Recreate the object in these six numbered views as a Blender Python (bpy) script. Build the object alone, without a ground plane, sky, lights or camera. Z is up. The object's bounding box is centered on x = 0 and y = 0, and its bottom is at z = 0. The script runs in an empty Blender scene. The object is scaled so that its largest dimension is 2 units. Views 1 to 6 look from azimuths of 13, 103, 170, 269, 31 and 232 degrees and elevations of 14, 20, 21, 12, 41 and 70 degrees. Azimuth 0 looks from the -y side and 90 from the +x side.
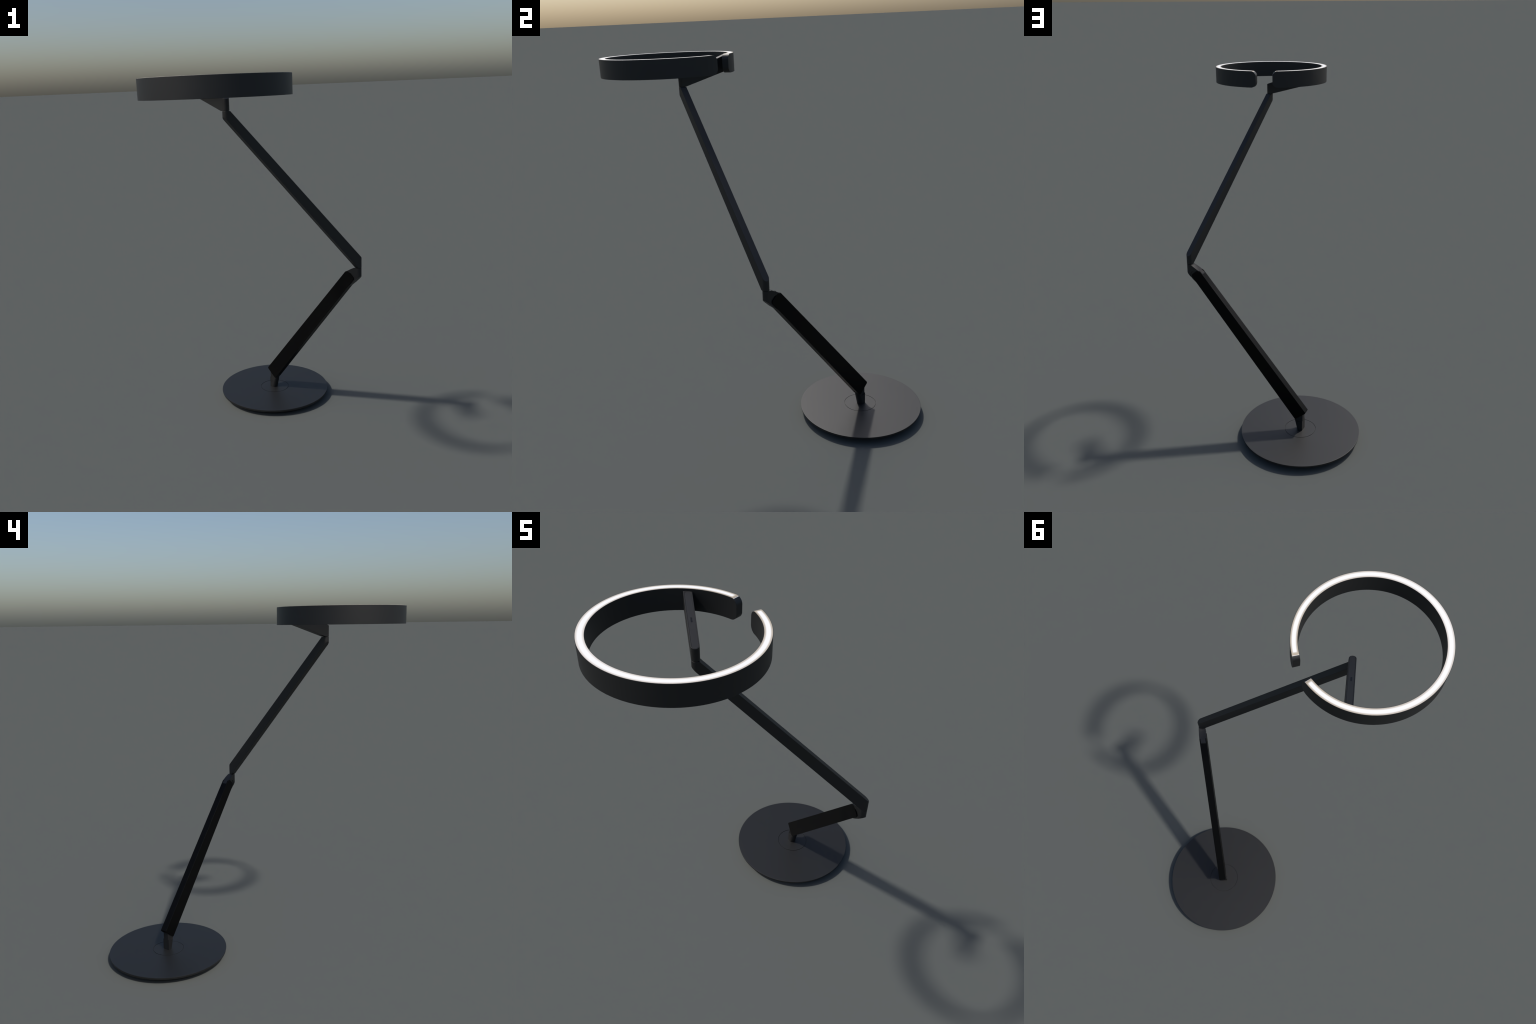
import bpy, bmesh, math
from math import sin, cos, pi, radians, sqrt, hypot, atan2
from mathutils import Vector, Matrix

# ------------------------------------------------------------------ sizes
BASE = (-0.1208, 0.4980)      # centre of the round base plate
BASE_R, BASE_TOP, BASE_LOW = 0.3424, 0.0407, 0.0272
GROOVE_R = 0.0888
ELBOW = (0.4533, 0.1084)      # vertical swivel axis between the two arms
WRIST = (-0.1059, -0.4207)    # vertical swivel axis under the lamp head
ELBOW_Z, WRIST_Z = 0.9660, 1.8437
SWIVEL_R = 0.0168             # half width of upper arm, joint, post, bracket
RING = (-0.1283, -0.4980)
RING_RO, RING_RI, RING_TOP, RING_LOW = 0.3422, 0.3092, 1.9994, 1.9077
RING_A0, RING_A1 = 81.9, 360 + 65.5   # degrees, the ring runs between them
RING_CORNER = 0.0285          # rounding of the ring's two ends
LIGHT_A0, LIGHT_A1 = 84.75, 360 + 62.8

# ------------------------------------------------------------------ materials
def principled(name):
    m = bpy.data.materials.new(name)
    m.use_nodes = True
    nt = m.node_tree
    return m, nt, nt.nodes['Principled BSDF']

def math_node(nt, op, a, b=None, clamp=False):
    n = nt.nodes.new('ShaderNodeMath'); n.operation = op; n.use_clamp = clamp
    for i, v in enumerate((a, b)):
        if v is None: continue
        if isinstance(v, (int, float)): n.inputs[i].default_value = v
        else: nt.links.new(v, n.inputs[i])
    return n.outputs[0]

def painted_metal(name, tone, roughness, specular, grain=0.06):
    """Satin powder coat: even dark colour with a very fine grain."""
    m, nt, b = principled(name)
    co = nt.nodes.new('ShaderNodeTexCoord')
    nz = nt.nodes.new('ShaderNodeTexNoise')
    nz.inputs['Scale'].default_value = 420
    nz.inputs['Detail'].default_value = 3
    nt.links.new(co.outputs['Object'], nz.inputs['Vector'])
    ramp = nt.nodes.new('ShaderNodeValToRGB')
    ramp.color_ramp.elements[0].position = 0.3
    ramp.color_ramp.elements[1].position = 0.7
    ramp.color_ramp.elements[0].color = [c * (1 - grain) for c in tone] + [1]
    ramp.color_ramp.elements[1].color = [c * (1 + grain) for c in tone] + [1]
    nt.links.new(nz.outputs['Fac'], ramp.inputs['Fac'])
    nt.links.new(ramp.outputs['Color'], b.inputs['Base Color'])
    b.inputs['Roughness'].default_value = roughness
    b.inputs['Specular IOR Level'].default_value = specular
    return m

SATIN = painted_metal('satin_black_paint', (0.0085, 0.0087, 0.0090), 0.50, 0.50)
PLATE = painted_metal('satin_base_paint', (0.0085, 0.0087, 0.0090), 0.50, 0.50)
MATT = painted_metal('deep_black_paint', (0.0013, 0.0013, 0.0013), 0.45, 0.12)
RUBBER = painted_metal('black_rubber', (0.004, 0.004, 0.004), 0.8, 0.2)
COVER = painted_metal('satin_cover_paint', (0.0120, 0.0120, 0.0122), 0.50, 0.55)
BUTTON = painted_metal('switch_black', (0.003, 0.0035, 0.006), 0.4, 0.4)

def diffuser_material():
    """White diffuser with its lamp glow painted in: creamy towards walls and ends."""
    m, nt, b = principled('frosted_diffuser')
    co = nt.nodes.new('ShaderNodeTexCoord')
    sp = nt.nodes.new('ShaderNodeSeparateXYZ')
    nt.links.new(co.outputs['Object'], sp.inputs[0])
    x, y = sp.outputs['X'], sp.outputs['Y']
    rad = math_node(nt, 'SQRT', math_node(nt, 'ADD', math_node(nt, 'MULTIPLY', x, x), math_node(nt, 'MULTIPLY', y, y)))
    mid = (RING_RO + RING_RI) / 2
    half = (RING_RO - RING_RI) / 2 - 0.0018
    half += 0.0004
    edge = math_node(nt, 'SUBTRACT', half, math_node(nt, 'ABSOLUTE', math_node(nt, 'SUBTRACT', rad, mid)))
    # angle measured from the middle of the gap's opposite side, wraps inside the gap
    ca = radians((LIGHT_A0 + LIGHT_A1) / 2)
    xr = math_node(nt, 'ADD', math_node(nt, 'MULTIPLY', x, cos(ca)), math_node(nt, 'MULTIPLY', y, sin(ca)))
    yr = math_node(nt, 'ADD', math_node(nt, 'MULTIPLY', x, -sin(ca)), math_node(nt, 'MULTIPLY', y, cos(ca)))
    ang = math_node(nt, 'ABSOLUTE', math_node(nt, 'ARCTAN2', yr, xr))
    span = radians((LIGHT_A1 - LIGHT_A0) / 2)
    arc = math_node(nt, 'MULTIPLY', math_node(nt, 'SUBTRACT', span, ang), mid)
    arc_scaled = math_node(nt, 'MULTIPLY', math_node(nt, 'SUBTRACT', arc, 0.004), 0.7)
    near = math_node(nt, 'SMOOTH_MIN', edge, arc_scaled)
    near.node.inputs[2].default_value = 0.006
    fac = math_node(nt, 'DIVIDE', near, 0.0100, clamp=True)
    def glow(edge_col, mid_col):
        ramp = nt.nodes.new('ShaderNodeValToRGB')
        ramp.color_ramp.interpolation = 'B_SPLINE'
        els = ramp.color_ramp.elements
        white = (0.955, 0.945, 0.915)
        els[0].position, els[0].color = 0.0, (*edge_col, 1)
        els[1].position, els[1].color = 1.0, (*white, 1)
        for p, c in ((0.25, edge_col), (0.52, mid_col), (0.80, white)):
            e = els.new(p); e.color = (*c, 1)
        nt.links.new(fac, ramp.inputs['Fac'])
        return ramp.outputs['Color']
    # glow put into the colour: creamier beside the gap, whiter across the hoop
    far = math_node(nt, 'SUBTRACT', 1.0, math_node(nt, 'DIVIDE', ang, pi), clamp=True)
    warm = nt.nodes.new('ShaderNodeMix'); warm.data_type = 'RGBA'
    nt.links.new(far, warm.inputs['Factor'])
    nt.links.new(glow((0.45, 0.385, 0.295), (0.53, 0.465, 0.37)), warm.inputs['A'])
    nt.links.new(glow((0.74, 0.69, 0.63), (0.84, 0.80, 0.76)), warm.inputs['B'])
    # the cut end of the diffuser shows as a bright thin edge
    tip = math_node(nt, 'LESS_THAN', arc, 0.0012)
    mix = nt.nodes.new('ShaderNodeMix'); mix.data_type = 'RGBA'
    nt.links.new(tip, mix.inputs['Factor'])
    nt.links.new(warm.outputs['Result'], mix.inputs['A'])
    mix.inputs['B'].default_value = (0.93, 0.93, 0.93, 1)
    nt.links.new(mix.outputs['Result'], b.inputs['Base Color'])
    b.inputs['Roughness'].default_value = 0.5
    b.inputs['Specular IOR Level'].default_value = 0.2
    return m
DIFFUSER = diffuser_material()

# ------------------------------------------------------------------ helpers
SCENE = bpy.context.scene.collection

def add_object(name, bm, material, origin, parent=None):
    """Mesh given in world coordinates; origin becomes the object's location."""
    bmesh.ops.remove_doubles(bm, verts=bm.verts, dist=1e-6)
    bmesh.ops.recalc_face_normals(bm, faces=bm.faces)
    me = bpy.data.meshes.new(name)
    bmesh.ops.translate(bm, verts=bm.verts, vec=-Vector(origin))
    bm.to_mesh(me); bm.free()
    ob = bpy.data.objects.new(name, me)
    ob.location = origin
    SCENE.objects.link(ob)
    if material: me.materials.append(material)
    if parent: ob.parent = parent
    return ob

def set_parent(ob, parent, name=None):
    bpy.context.view_layer.update()
    mw = ob.matrix_world.copy()
    ob.parent = parent
    ob.matrix_parent_inverse = parent.matrix_world.inverted()
    ob.matrix_world = mw

def apply_modifiers(ob):
    bpy.context.view_layer.update()
    dg = bpy.context.evaluated_depsgraph_get()
    me = bpy.data.meshes.new_from_object(ob.evaluated_get(dg))
    old = ob.data
    ob.modifiers.clear()
    ob.data = me
    me.name = ob.name
    bpy.data.meshes.remove(old)

def boolean(ob, cutter, op):
    md = ob.modifiers.new('b', 'BOOLEAN')
    md.object, md.operation, md.solver = cutter, op, 'EXACT'
    apply_modifiers(ob)
    me = cutter.data
    bpy.data.objects.remove(cutter); bpy.data.meshes.remove(me)

def finish(ob, bevel=0.0008, segments=2, angle=32):
    if bevel:
        bm = bmesh.new(); bm.from_mesh(ob.data)
        bmesh.ops.remove_doubles(bm, verts=bm.verts, dist=2e-5)
        bmesh.ops.dissolve_limit(bm, angle_limit=radians(0.3), verts=bm.verts, edges=bm.edges)
        bm.to_mesh(ob.data); bm.free()
    for p in ob.data.polygons: p.use_smooth = True
    ob.data.set_sharp_from_angle(angle=radians(angle))
    if bevel:
        md = ob.modifiers.new('bevel', 'BEVEL')
        md.width, md.segments, md.limit_method = bevel, segments, 'ANGLE'
        md.angle_limit = radians(angle); md.harden_normals = True
        apply_modifiers(ob)

def rounded(points, radii, steps=8):
    """Round the corners of a closed 2D polygon."""
    out = []
    n = len(points)
    for i, p in enumerate(points):
        p = Vector(p); r = radii[i]
        if r <= 0: out.append(p); continue
        a = (Vector(points[i - 1]) - p).normalized()
        b = (Vector(points[(i + 1) % n]) - p).normalized()
        half = a.angle(b) / 2
        d = r / math.tan(half)
        c = p + (a + b).normalized() * (r / sin(half))
        s = p + a * d - c; e = p + b * d - c
        ang = s.angle_signed(e)
        for k in range(steps + 1):
            t = -ang * k / steps
            out.append(c + Vector((s.x * cos(t) - s.y * sin(t), s.x * sin(t) + s.y * cos(t))))
    return out

def prism(profile, origin, heading, half_width):
    """Extrude a (t, z) profile sideways; t runs along the heading in plan."""
    h = Vector((cos(heading), sin(heading), 0)); n = Vector((-sin(heading), cos(heading), 0))
    o = Vector((origin[0], origin[1], 0))
    if not hasattr(half_width, '__call__'):
        w = half_width; half_width = lambda t: w
    bm = bmesh.new()
    sides = []
    for s in (-1, 1):
        sides.append([bm.verts.new(o + h * p[0] + n * s * half_width(p[0]) + Vector((0, 0, p[1]))) for p in profile])
    bm.faces.new(sides[0]); bm.faces.new(list(reversed(sides[1])))
    k = len(profile)
    for i in range(k):
        j = (i + 1) % k
        bm.faces.new((sides[0][i], sides[1][i], sides[1][j], sides[0][j]))
    return bm

def stadium(origin, heading, t0, t1, half_width, z0, z1, round0=True, round1=True, steps=24):
    """Vertical prism: a bar in plan from t0 to t1 with half-round ends."""
    h = Vector((cos(heading), sin(heading), 0)); n = Vector((-sin(heading), cos(heading), 0))
    o = Vector((origin[0], origin[1], 0)); r = half_width
    plan = []
    if round1: plan += [(t1 - r + r * cos(a), r * sin(a)) for a in [(-pi / 2 + pi * i / steps) for i in range(steps + 1)]]
    else: plan += [(t1, -r), (t1, r)]
    if round0: plan += [(t0 + r - r * cos(a), -r * sin(a)) for a in [(-pi / 2 + pi * i / steps) for i in range(steps + 1)]]
    else: plan += [(t0, r), (t0, -r)]
    bm = bmesh.new()
    lo = [bm.verts.new(o + h * a + n * b + Vector((0, 0, z0))) for a, b in plan]
    hi = [bm.verts.new(o + h * a + n * b + Vector((0, 0, z1))) for a, b in plan]
    bm.faces.new(list(reversed(lo))); bm.faces.new(hi)
    k = len(plan)
    for i in range(k):
        j = (i + 1) % k
        bm.faces.new((lo[i], lo[j], hi[j], hi[i]))
    return bm

def lathe(profile, segments=240):
    """Revolve (r, z) points, first and last on the axis."""
    bm = bmesh.new(); rings = []
    for r, z in profile:
        if r < 1e-6: rings.append([bm.verts.new((0, 0, z))])
        else: rings.append([bm.verts.new((r * cos(2 * pi * i / segments), r * sin(2 * pi * i / segments), z)) for i in range(segments)])
    for a, b in zip(rings, rings[1:]):
        for i in range(segments):
            j = (i + 1) % segments
            q = [a[i % len(a)], a[j % len(a)], b[j % len(b)], b[i % len(b)]]
            f = []
            for v in q:
                if v not in f: f.append(v)
            bm.faces.new(f)
    return bm

def slanted_stadium(name, profile, origin, heading, t0, t1, half_width, round0=True, round1=True):
    """Profile plate whose ends are rounded about vertical axes."""
    plate = add_object(name, prism(profile, origin, heading, half_width + 0.01), None, (origin[0], origin[1], 0))
    cut = add_object('cutter', stadium(origin, heading, t0, t1, half_width, -0.5, 3, round0, round1), None, (0, 0, 0))
    boolean(plate, cut, 'INTERSECT')
    return plate

def side_cutter(profile, origin, heading, lo, hi):
    """Extrude a (t, z) profile between two sideways offsets."""
    n = Vector((-sin(heading), cos(heading), 0)) * ((lo + hi) / 2)
    return add_object('cutter', prism(profile, (origin[0] + n.x, origin[1] + n.y), heading, (hi - lo) / 2), None, (0, 0, 0))

# ------------------------------------------------------------------ the lamp
lamp = bpy.data.objects.new('desk_lamp', None)
lamp.location = (BASE[0], BASE[1], 0)
SCENE.objects.link(lamp)
lamp['label'] = 'slim black two-arm desk lamp with an open ring light'
lamp['category'] = 'desk lamp'

# --- base: a thin round plate held above the table by a smaller foot
g, gd = 0.0012, 0.0022
e = 0.0010
k = BASE_R - e
TAPER = 0.0020                # the rim leans in towards its lower edge
plate_bm = lathe([(0, BASE_LOW), (k - TAPER - 0.0005, BASE_LOW), (k - TAPER, BASE_LOW), (BASE_R - TAPER, BASE_LOW + e), (BASE_R - TAPER * 0.95, BASE_LOW + 1.5 * e),
                  (BASE_R, BASE_TOP - 1.5 * e), (BASE_R, BASE_TOP - e), (BASE_R - e * 0.3, BASE_TOP - e * 0.3), (k, BASE_TOP),
                  (k - 0.0005, BASE_TOP), (GROOVE_R + g, BASE_TOP), (GROOVE_R + g, BASE_TOP - gd), (GROOVE_R - g, BASE_TOP - gd),
                  (GROOVE_R - g, BASE_TOP), (0, BASE_TOP)])
bmesh.ops.translate(plate_bm, verts=plate_bm.verts, vec=(BASE[0], BASE[1], 0))
base_plate = add_object('base_plate', plate_bm, PLATE, (BASE[0], BASE[1], 0))
finish(base_plate, 0)
foot_bm = lathe([(0, 0), (0.2850, 0), (0.3140, 0.0095), (0.3160, 0.0112), (0.3360, BASE_LOW - 0.0004), (0, BASE_LOW - 0.0004)], 200)
bmesh.ops.translate(foot_bm, verts=foot_bm.verts, vec=(BASE[0], BASE[1], 0))
foot = add_object('base_foot', foot_bm, RUBBER, (BASE[0], BASE[1], 0))
finish(foot, 0)

# --- plane of the lower arm
dx, dy = ELBOW[0] - BASE[0], ELBOW[1] - BASE[1]
LOW_HEAD = atan2(dy, dx); LOW_LEN = hypot(dx, dy)
SLOPE = radians(50.07)
AXIS0 = Vector((0.0041, 0.15))
ALONG = Vector((cos(SLOPE), sin(SLOPE))); ACROSS = Vector((-sin(SLOPE), cos(SLOPE)))
def arm_pt(s, m): return AXIS0 + ALONG * s + ACROSS * m
def half_depth(s): return 0.0435 + (0.0346 - 0.0435) * s / 0.913
S0, S1 = -0.0185, 1.0115
CHEEK_IN, CHEEK_OUT = 0.0138, 0.0200
# arm tube: two long cheeks and a shorter core, leaving a fork at each end
prof = rounded([arm_pt(S0, half_depth(S0)), arm_pt(S0, -half_depth(S0)),
                arm_pt(S1, -half_depth(S1)), arm_pt(S1, half_depth(S1))], [0.009, 0.009, 0.015, 0.0215])
lower_arm = add_object('lower_arm', prism(prof, BASE, LOW_HEAD, CHEEK_OUT), MATT, (BASE[0], BASE[1], 0))
slot_low = [arm_pt(S0 - 0.05, 0.022), arm_pt(S0 - 0.05, -0.08), arm_pt(S0 + 0.030, -0.08), arm_pt(S0 + 0.045, 0.022)]
boolean(lower_arm, add_object('cutter', prism(slot_low, BASE, LOW_HEAD, CHEEK_IN), None, (0, 0, 0)), 'DIFFERENCE')
slot_top = [arm_pt(S1 + 0.05, 0.08), arm_pt(S1 + 0.05, -0.08), arm_pt(S1 - 0.055, -0.08), arm_pt(S1 - 0.028, 0.08)]
boolean(lower_arm, add_object('cutter', prism(slot_top, BASE, LOW_HEAD, CHEEK_IN), None, (0, 0, 0)), 'DIFFERENCE')
finish(lower_arm, 0.0010)

# --- post on the base: rounded stub whose tongue runs up into the arm's fork
POST_HALF, POST_BACK, LEAN = 0.0201, -0.0196, 0.26
post = add_object('post', stadium(BASE, LOW_HEAD, POST_BACK, 0.0182, POST_HALF, BASE_TOP - 0.002, 0.175, False, True, 32), None, (BASE[0], BASE[1], 0))
for v in post.data.vertices:      # the round front leans forward with height
    t = v.co.x * cos(LOW_HEAD) + v.co.y * sin(LOW_HEAD)
    if t > POST_BACK + 0.005:
        lean = (v.co.z - BASE_TOP) * LEAN
        v.co.x += cos(LOW_HEAD) * lean; v.co.y += sin(LOW_HEAD) * lean
for side in (-1, 1):
    a, b = sorted((side * 0.0153, side * 0.03))
    c, rr = (0.003, 0.1275), 0.0315
    scoop = [(c[0] - rr, 0.25)] + [(c[0] + rr * cos(pi + pi * i / 24), c[1] + rr * sin(pi + pi * i / 24)) for i in range(25)] + [(c[0] + rr, 0.25)]
    boolean(post, side_cutter(scoop, BASE, LOW_HEAD, a, b), 'DIFFERENCE')
post.data.materials.clear(); post.data.materials.append(SATIN)
finish(post, 0.0008)

# --- elbow joint: tongue in the lower fork, vertical swivel under the upper arm
end_t = LOW_LEN + SWIVEL_R
p0, p1, p2 = Vector((0.6757, ELBOW_Z - 0.0008)), Vector((0.6174, 0.9352)), Vector((0.6070, 0.9228))
crown = [p0 * (1 - u) ** 2 + p1 * 2 * u * (1 - u) + p2 * u * u for u in [i / 12 for i in range(13)]]
el_prof = [Vector((end_t, ELBOW_Z - 0.0008))] + crown + [Vector(p) for p in ((0.590, 0.885), (0.640, 0.8540), (0.6690, 0.8785), (end_t, 0.9200))]
FLARE = 0.0202 / SWIVEL_R
elbow = slanted_stadium('elbow_joint', el_prof, BASE, LOW_HEAD, 0.55, end_t, SWIVEL_R, False, True)
for v in elbow.data.vertices:     # widens from the swivel to the arm's fork
    h = Vector((cos(LOW_HEAD), sin(LOW_HEAD), 0)); n = Vector((-sin(LOW_HEAD), cos(LOW_HEAD), 0))
    f = min(max((LOW_LEN - v.co.dot(h)) / 0.045, 0), 1)
    v.co += n * v.co.dot(n) * (FLARE - 1) * f
for side in (-1, 1):
    a, b = sorted((side * 0.0153, side * 0.03))
    scoop = rounded([(0.57, 0.83), (0.6745, 0.83), (0.6850, 0.9060), (0.6730, 0.9290), (0.640, 0.9325), (0.57, 0.9325)], [0, 0, 0.02, 0.008, 0, 0])
    boolean(elbow, side_cutter(scoop, BASE, LOW_HEAD, a, b), 'DIFFERENCE')
# keep the tongue inside the fork
elbow.data.materials.clear(); elbow.data.materials.append(SATIN)
finish(elbow, 0.0008)

# --- upper arm: slanted bar cut level at both swivels, ends rounded about them
dx, dy = WRIST[0] - ELBOW[0], WRIST[1] - ELBOW[1]
UP_HEAD = atan2(dy, dx); UP_LEN = hypot(dx, dy)
r = SWIVEL_R
up_prof = [(-r - 0.0003, ELBOW_Z + 0.0008), (0.0125, ELBOW_Z + 0.0008), (UP_LEN + r + 0.0003, 1.8158),
           (UP_LEN + r + 0.0003, WRIST_Z - 0.0006), (0.7557, WRIST_Z - 0.0006), (-r - 0.0003, 1.0170)]
upper_arm = slanted_stadium('upper_arm', up_prof, ELBOW, UP_HEAD, -r - 0.0003, UP_LEN + r + 0.0003, r + 0.0003)
upper_arm.data.materials.clear(); upper_arm.data.materials.append(SATIN)
finish(upper_arm, 0.0010)

# thin swivel pins bridging the two level joints
def pin(name, centre, z0, z1, radius):
    bm = lathe([(0, z0), (radius, z0), (radius, z1), (0, z1)], 48)
    bmesh.ops.translate(bm, verts=bm.verts, vec=(centre[0], centre[1], 0))
    ob = add_object(name, bm, MATT, (centre[0], centre[1], 0)); finish(ob, 0); return ob
pins = [pin('swivel_pin', ELBOW, ELBOW_Z - 0.01, ELBOW_Z + 0.01, 0.0135),
        pin('swivel_pin', WRIST, WRIST_Z - 0.01, WRIST_Z + 0.01, 0.0135)]

# --- bracket from the wrist out to the inside of the ring
BR_HEAD = radians(133.74); BR_LEN = 0.2625
br_prof = [(-r, WRIST_Z + 0.0006), (0.0185, WRIST_Z + 0.0006), (BR_LEN, 1.9085), (BR_LEN, 1.9905), (-r, 1.8990)]
bracket = slanted_stadium('ring_bracket', br_prof, WRIST, BR_HEAD, -r, BR_LEN, r, True, False)
# widen slightly towards the ring
for v in bracket.data.vertices:
    h = Vector((cos(BR_HEAD), sin(BR_HEAD), 0)); n = Vector((-sin(BR_HEAD), cos(BR_HEAD), 0))
    t = v.co.dot(h)
    if t > 0: v.co += n * v.co.dot(n) * 0.05 * t / BR_LEN
top_slope = (1.9905 - 1.8990) / (BR_LEN + r)
def br_top(t): return 1.8990 + (t + r) * top_slope
# recessed cover in the top face: sheared stadium, with a small push switch
def sheared(bm, dz):
    h = Vector((cos(BR_HEAD), sin(BR_HEAD), 0)); o = Vector((WRIST[0], WRIST[1], 0))
    for v in bm.verts:
        v.co.z += br_top((v.co - o).dot(h)) + dz
    return bm
cw = 0.0128
boolean(bracket, add_object('cutter', sheared(stadium(WRIST, BR_HEAD, -r + 0.0022, BR_LEN - 0.003, cw + 0.0005, -0.0022, 0.02), 0), None, (0, 0, 0)), 'DIFFERENCE')
bracket.data.materials.clear(); bracket.data.materials.append(SATIN)
finish(bracket, 0.0007)
cover = add_object('bracket_cover', sheared(stadium(WRIST, BR_HEAD, -r + 0.0027, BR_LEN - 0.0035, cw, -0.0024, 0.0), 0), COVER, (WRIST[0], WRIST[1], 0))
boolean(cover, add_object('cutter', sheared(stadium(WRIST, BR_HEAD, 0.1075, 0.1305, 0.0034, -0.0015, 0.02), 0), None, (0, 0, 0)), 'DIFFERENCE')
finish(cover, 0.0003)
button = add_object('push_switch', sheared(stadium(WRIST, BR_HEAD, 0.1080, 0.1300, 0.0030, -0.0016, -0.0004), 0), BUTTON, (WRIST[0], WRIST[1], 0))
finish(button, 0.0002)

# --- ring: open hoop with rounded ends, channel on top for the light
def end_drop(angle_deg):
    """How far the rounded end lowers the top (and lifts the bottom) at an angle."""
    d = min(angle_deg - RING_A0, RING_A1 - angle_deg)
    x = radians(d) * (RING_RO + RING_RI) / 2
    if x >= RING_CORNER: return 0.0
    x = max(x, 0.0)
    return RING_CORNER - sqrt(max(RING_CORNER ** 2 - (RING_CORNER - x) ** 2, 0))

corner_deg = math.degrees(RING_CORNER / ((RING_RO + RING_RI) / 2))
def ring_angles():
    a = [RING_A0 + corner_deg * (1 - cos(pi / 2 * i / 16)) for i in range(17)]
    n = 300
    a0, a1 = RING_A0 + corner_deg, RING_A1 - corner_deg
    a += [a0 + (a1 - a0) * i / n for i in range(1, n)]
    a += [RING_A1 - corner_deg * (1 - cos(pi / 2 * i / 16)) for i in range(16, -1, -1)]
    return a

def sweep(sections):
    bm = bmesh.new(); rows = []
    for ang, pts in sections:
        c, s = cos(radians(ang)), sin(radians(ang))
        rows.append([bm.verts.new((RING[0] + rr * c, RING[1] + rr * s, z)) for rr, z in pts])
    k = len(rows[0])
    for a, b in zip(rows, rows[1:]):
        for i in range(k):
            j = (i + 1) % k
            try: bm.faces.new((a[i], a[j], b[j], b[i]))
            except ValueError: pass
    bm.faces.new(rows[0]); bm.faces.new(list(reversed(rows[-1])))
    return bm

LIP, DEPTH, CH = 0.0013, 0.0045, 0.0007
def frame_section(ang, depth):
    d = end_drop(ang); zt, zb = RING_TOP - d, RING_LOW + d
    ro, ri = RING_RO, RING_RI
    return (ang, [(ro - CH, zb), (ro, zb + CH), (ro, zt - CH / 3), (ro - CH / 3, zt), (ro - LIP, zt), (ro - LIP, zt - depth),
                  (ri + LIP, zt - depth), (ri + LIP, zt), (ri + CH / 3, zt), (ri, zt - CH / 3), (ri, zb + CH), (ri + CH, zb)])
secs = []
angles = sorted(ring_angles())
inserted0 = inserted1 = False
for a in angles:
    if not inserted0 and a > LIGHT_A0:
        secs += [frame_section(LIGHT_A0 - 0.02, 0.00001), frame_section(LIGHT_A0, DEPTH)]; inserted0 = True
    if not inserted1 and a > LIGHT_A1:
        secs += [frame_section(LIGHT_A1, DEPTH), frame_section(LIGHT_A1 + 0.02, 0.00001)]; inserted1 = True
    inside = LIGHT_A0 < a < LIGHT_A1
    secs.append(frame_section(a, DEPTH if inside else 0.00001))
ring = add_object('ring_frame', sweep(secs), SATIN, (RING[0], RING[1], RING_LOW))
finish(ring, 0)
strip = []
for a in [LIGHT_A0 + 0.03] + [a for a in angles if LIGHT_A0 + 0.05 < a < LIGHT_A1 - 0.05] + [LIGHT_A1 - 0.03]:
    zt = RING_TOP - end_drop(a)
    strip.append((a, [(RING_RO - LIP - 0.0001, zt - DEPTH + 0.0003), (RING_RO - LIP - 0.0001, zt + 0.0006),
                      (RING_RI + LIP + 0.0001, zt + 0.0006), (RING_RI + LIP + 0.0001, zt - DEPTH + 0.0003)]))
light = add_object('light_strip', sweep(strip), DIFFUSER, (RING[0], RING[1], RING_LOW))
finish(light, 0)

# ------------------------------------------------------------------ hierarchy
for ob in (base_plate, post, lower_arm, elbow, upper_arm, bracket, ring, *pins):
    set_parent(ob, lamp)
set_parent(foot, base_plate)
set_parent(cover, bracket); set_parent(button, bracket)
set_parent(light, ring)
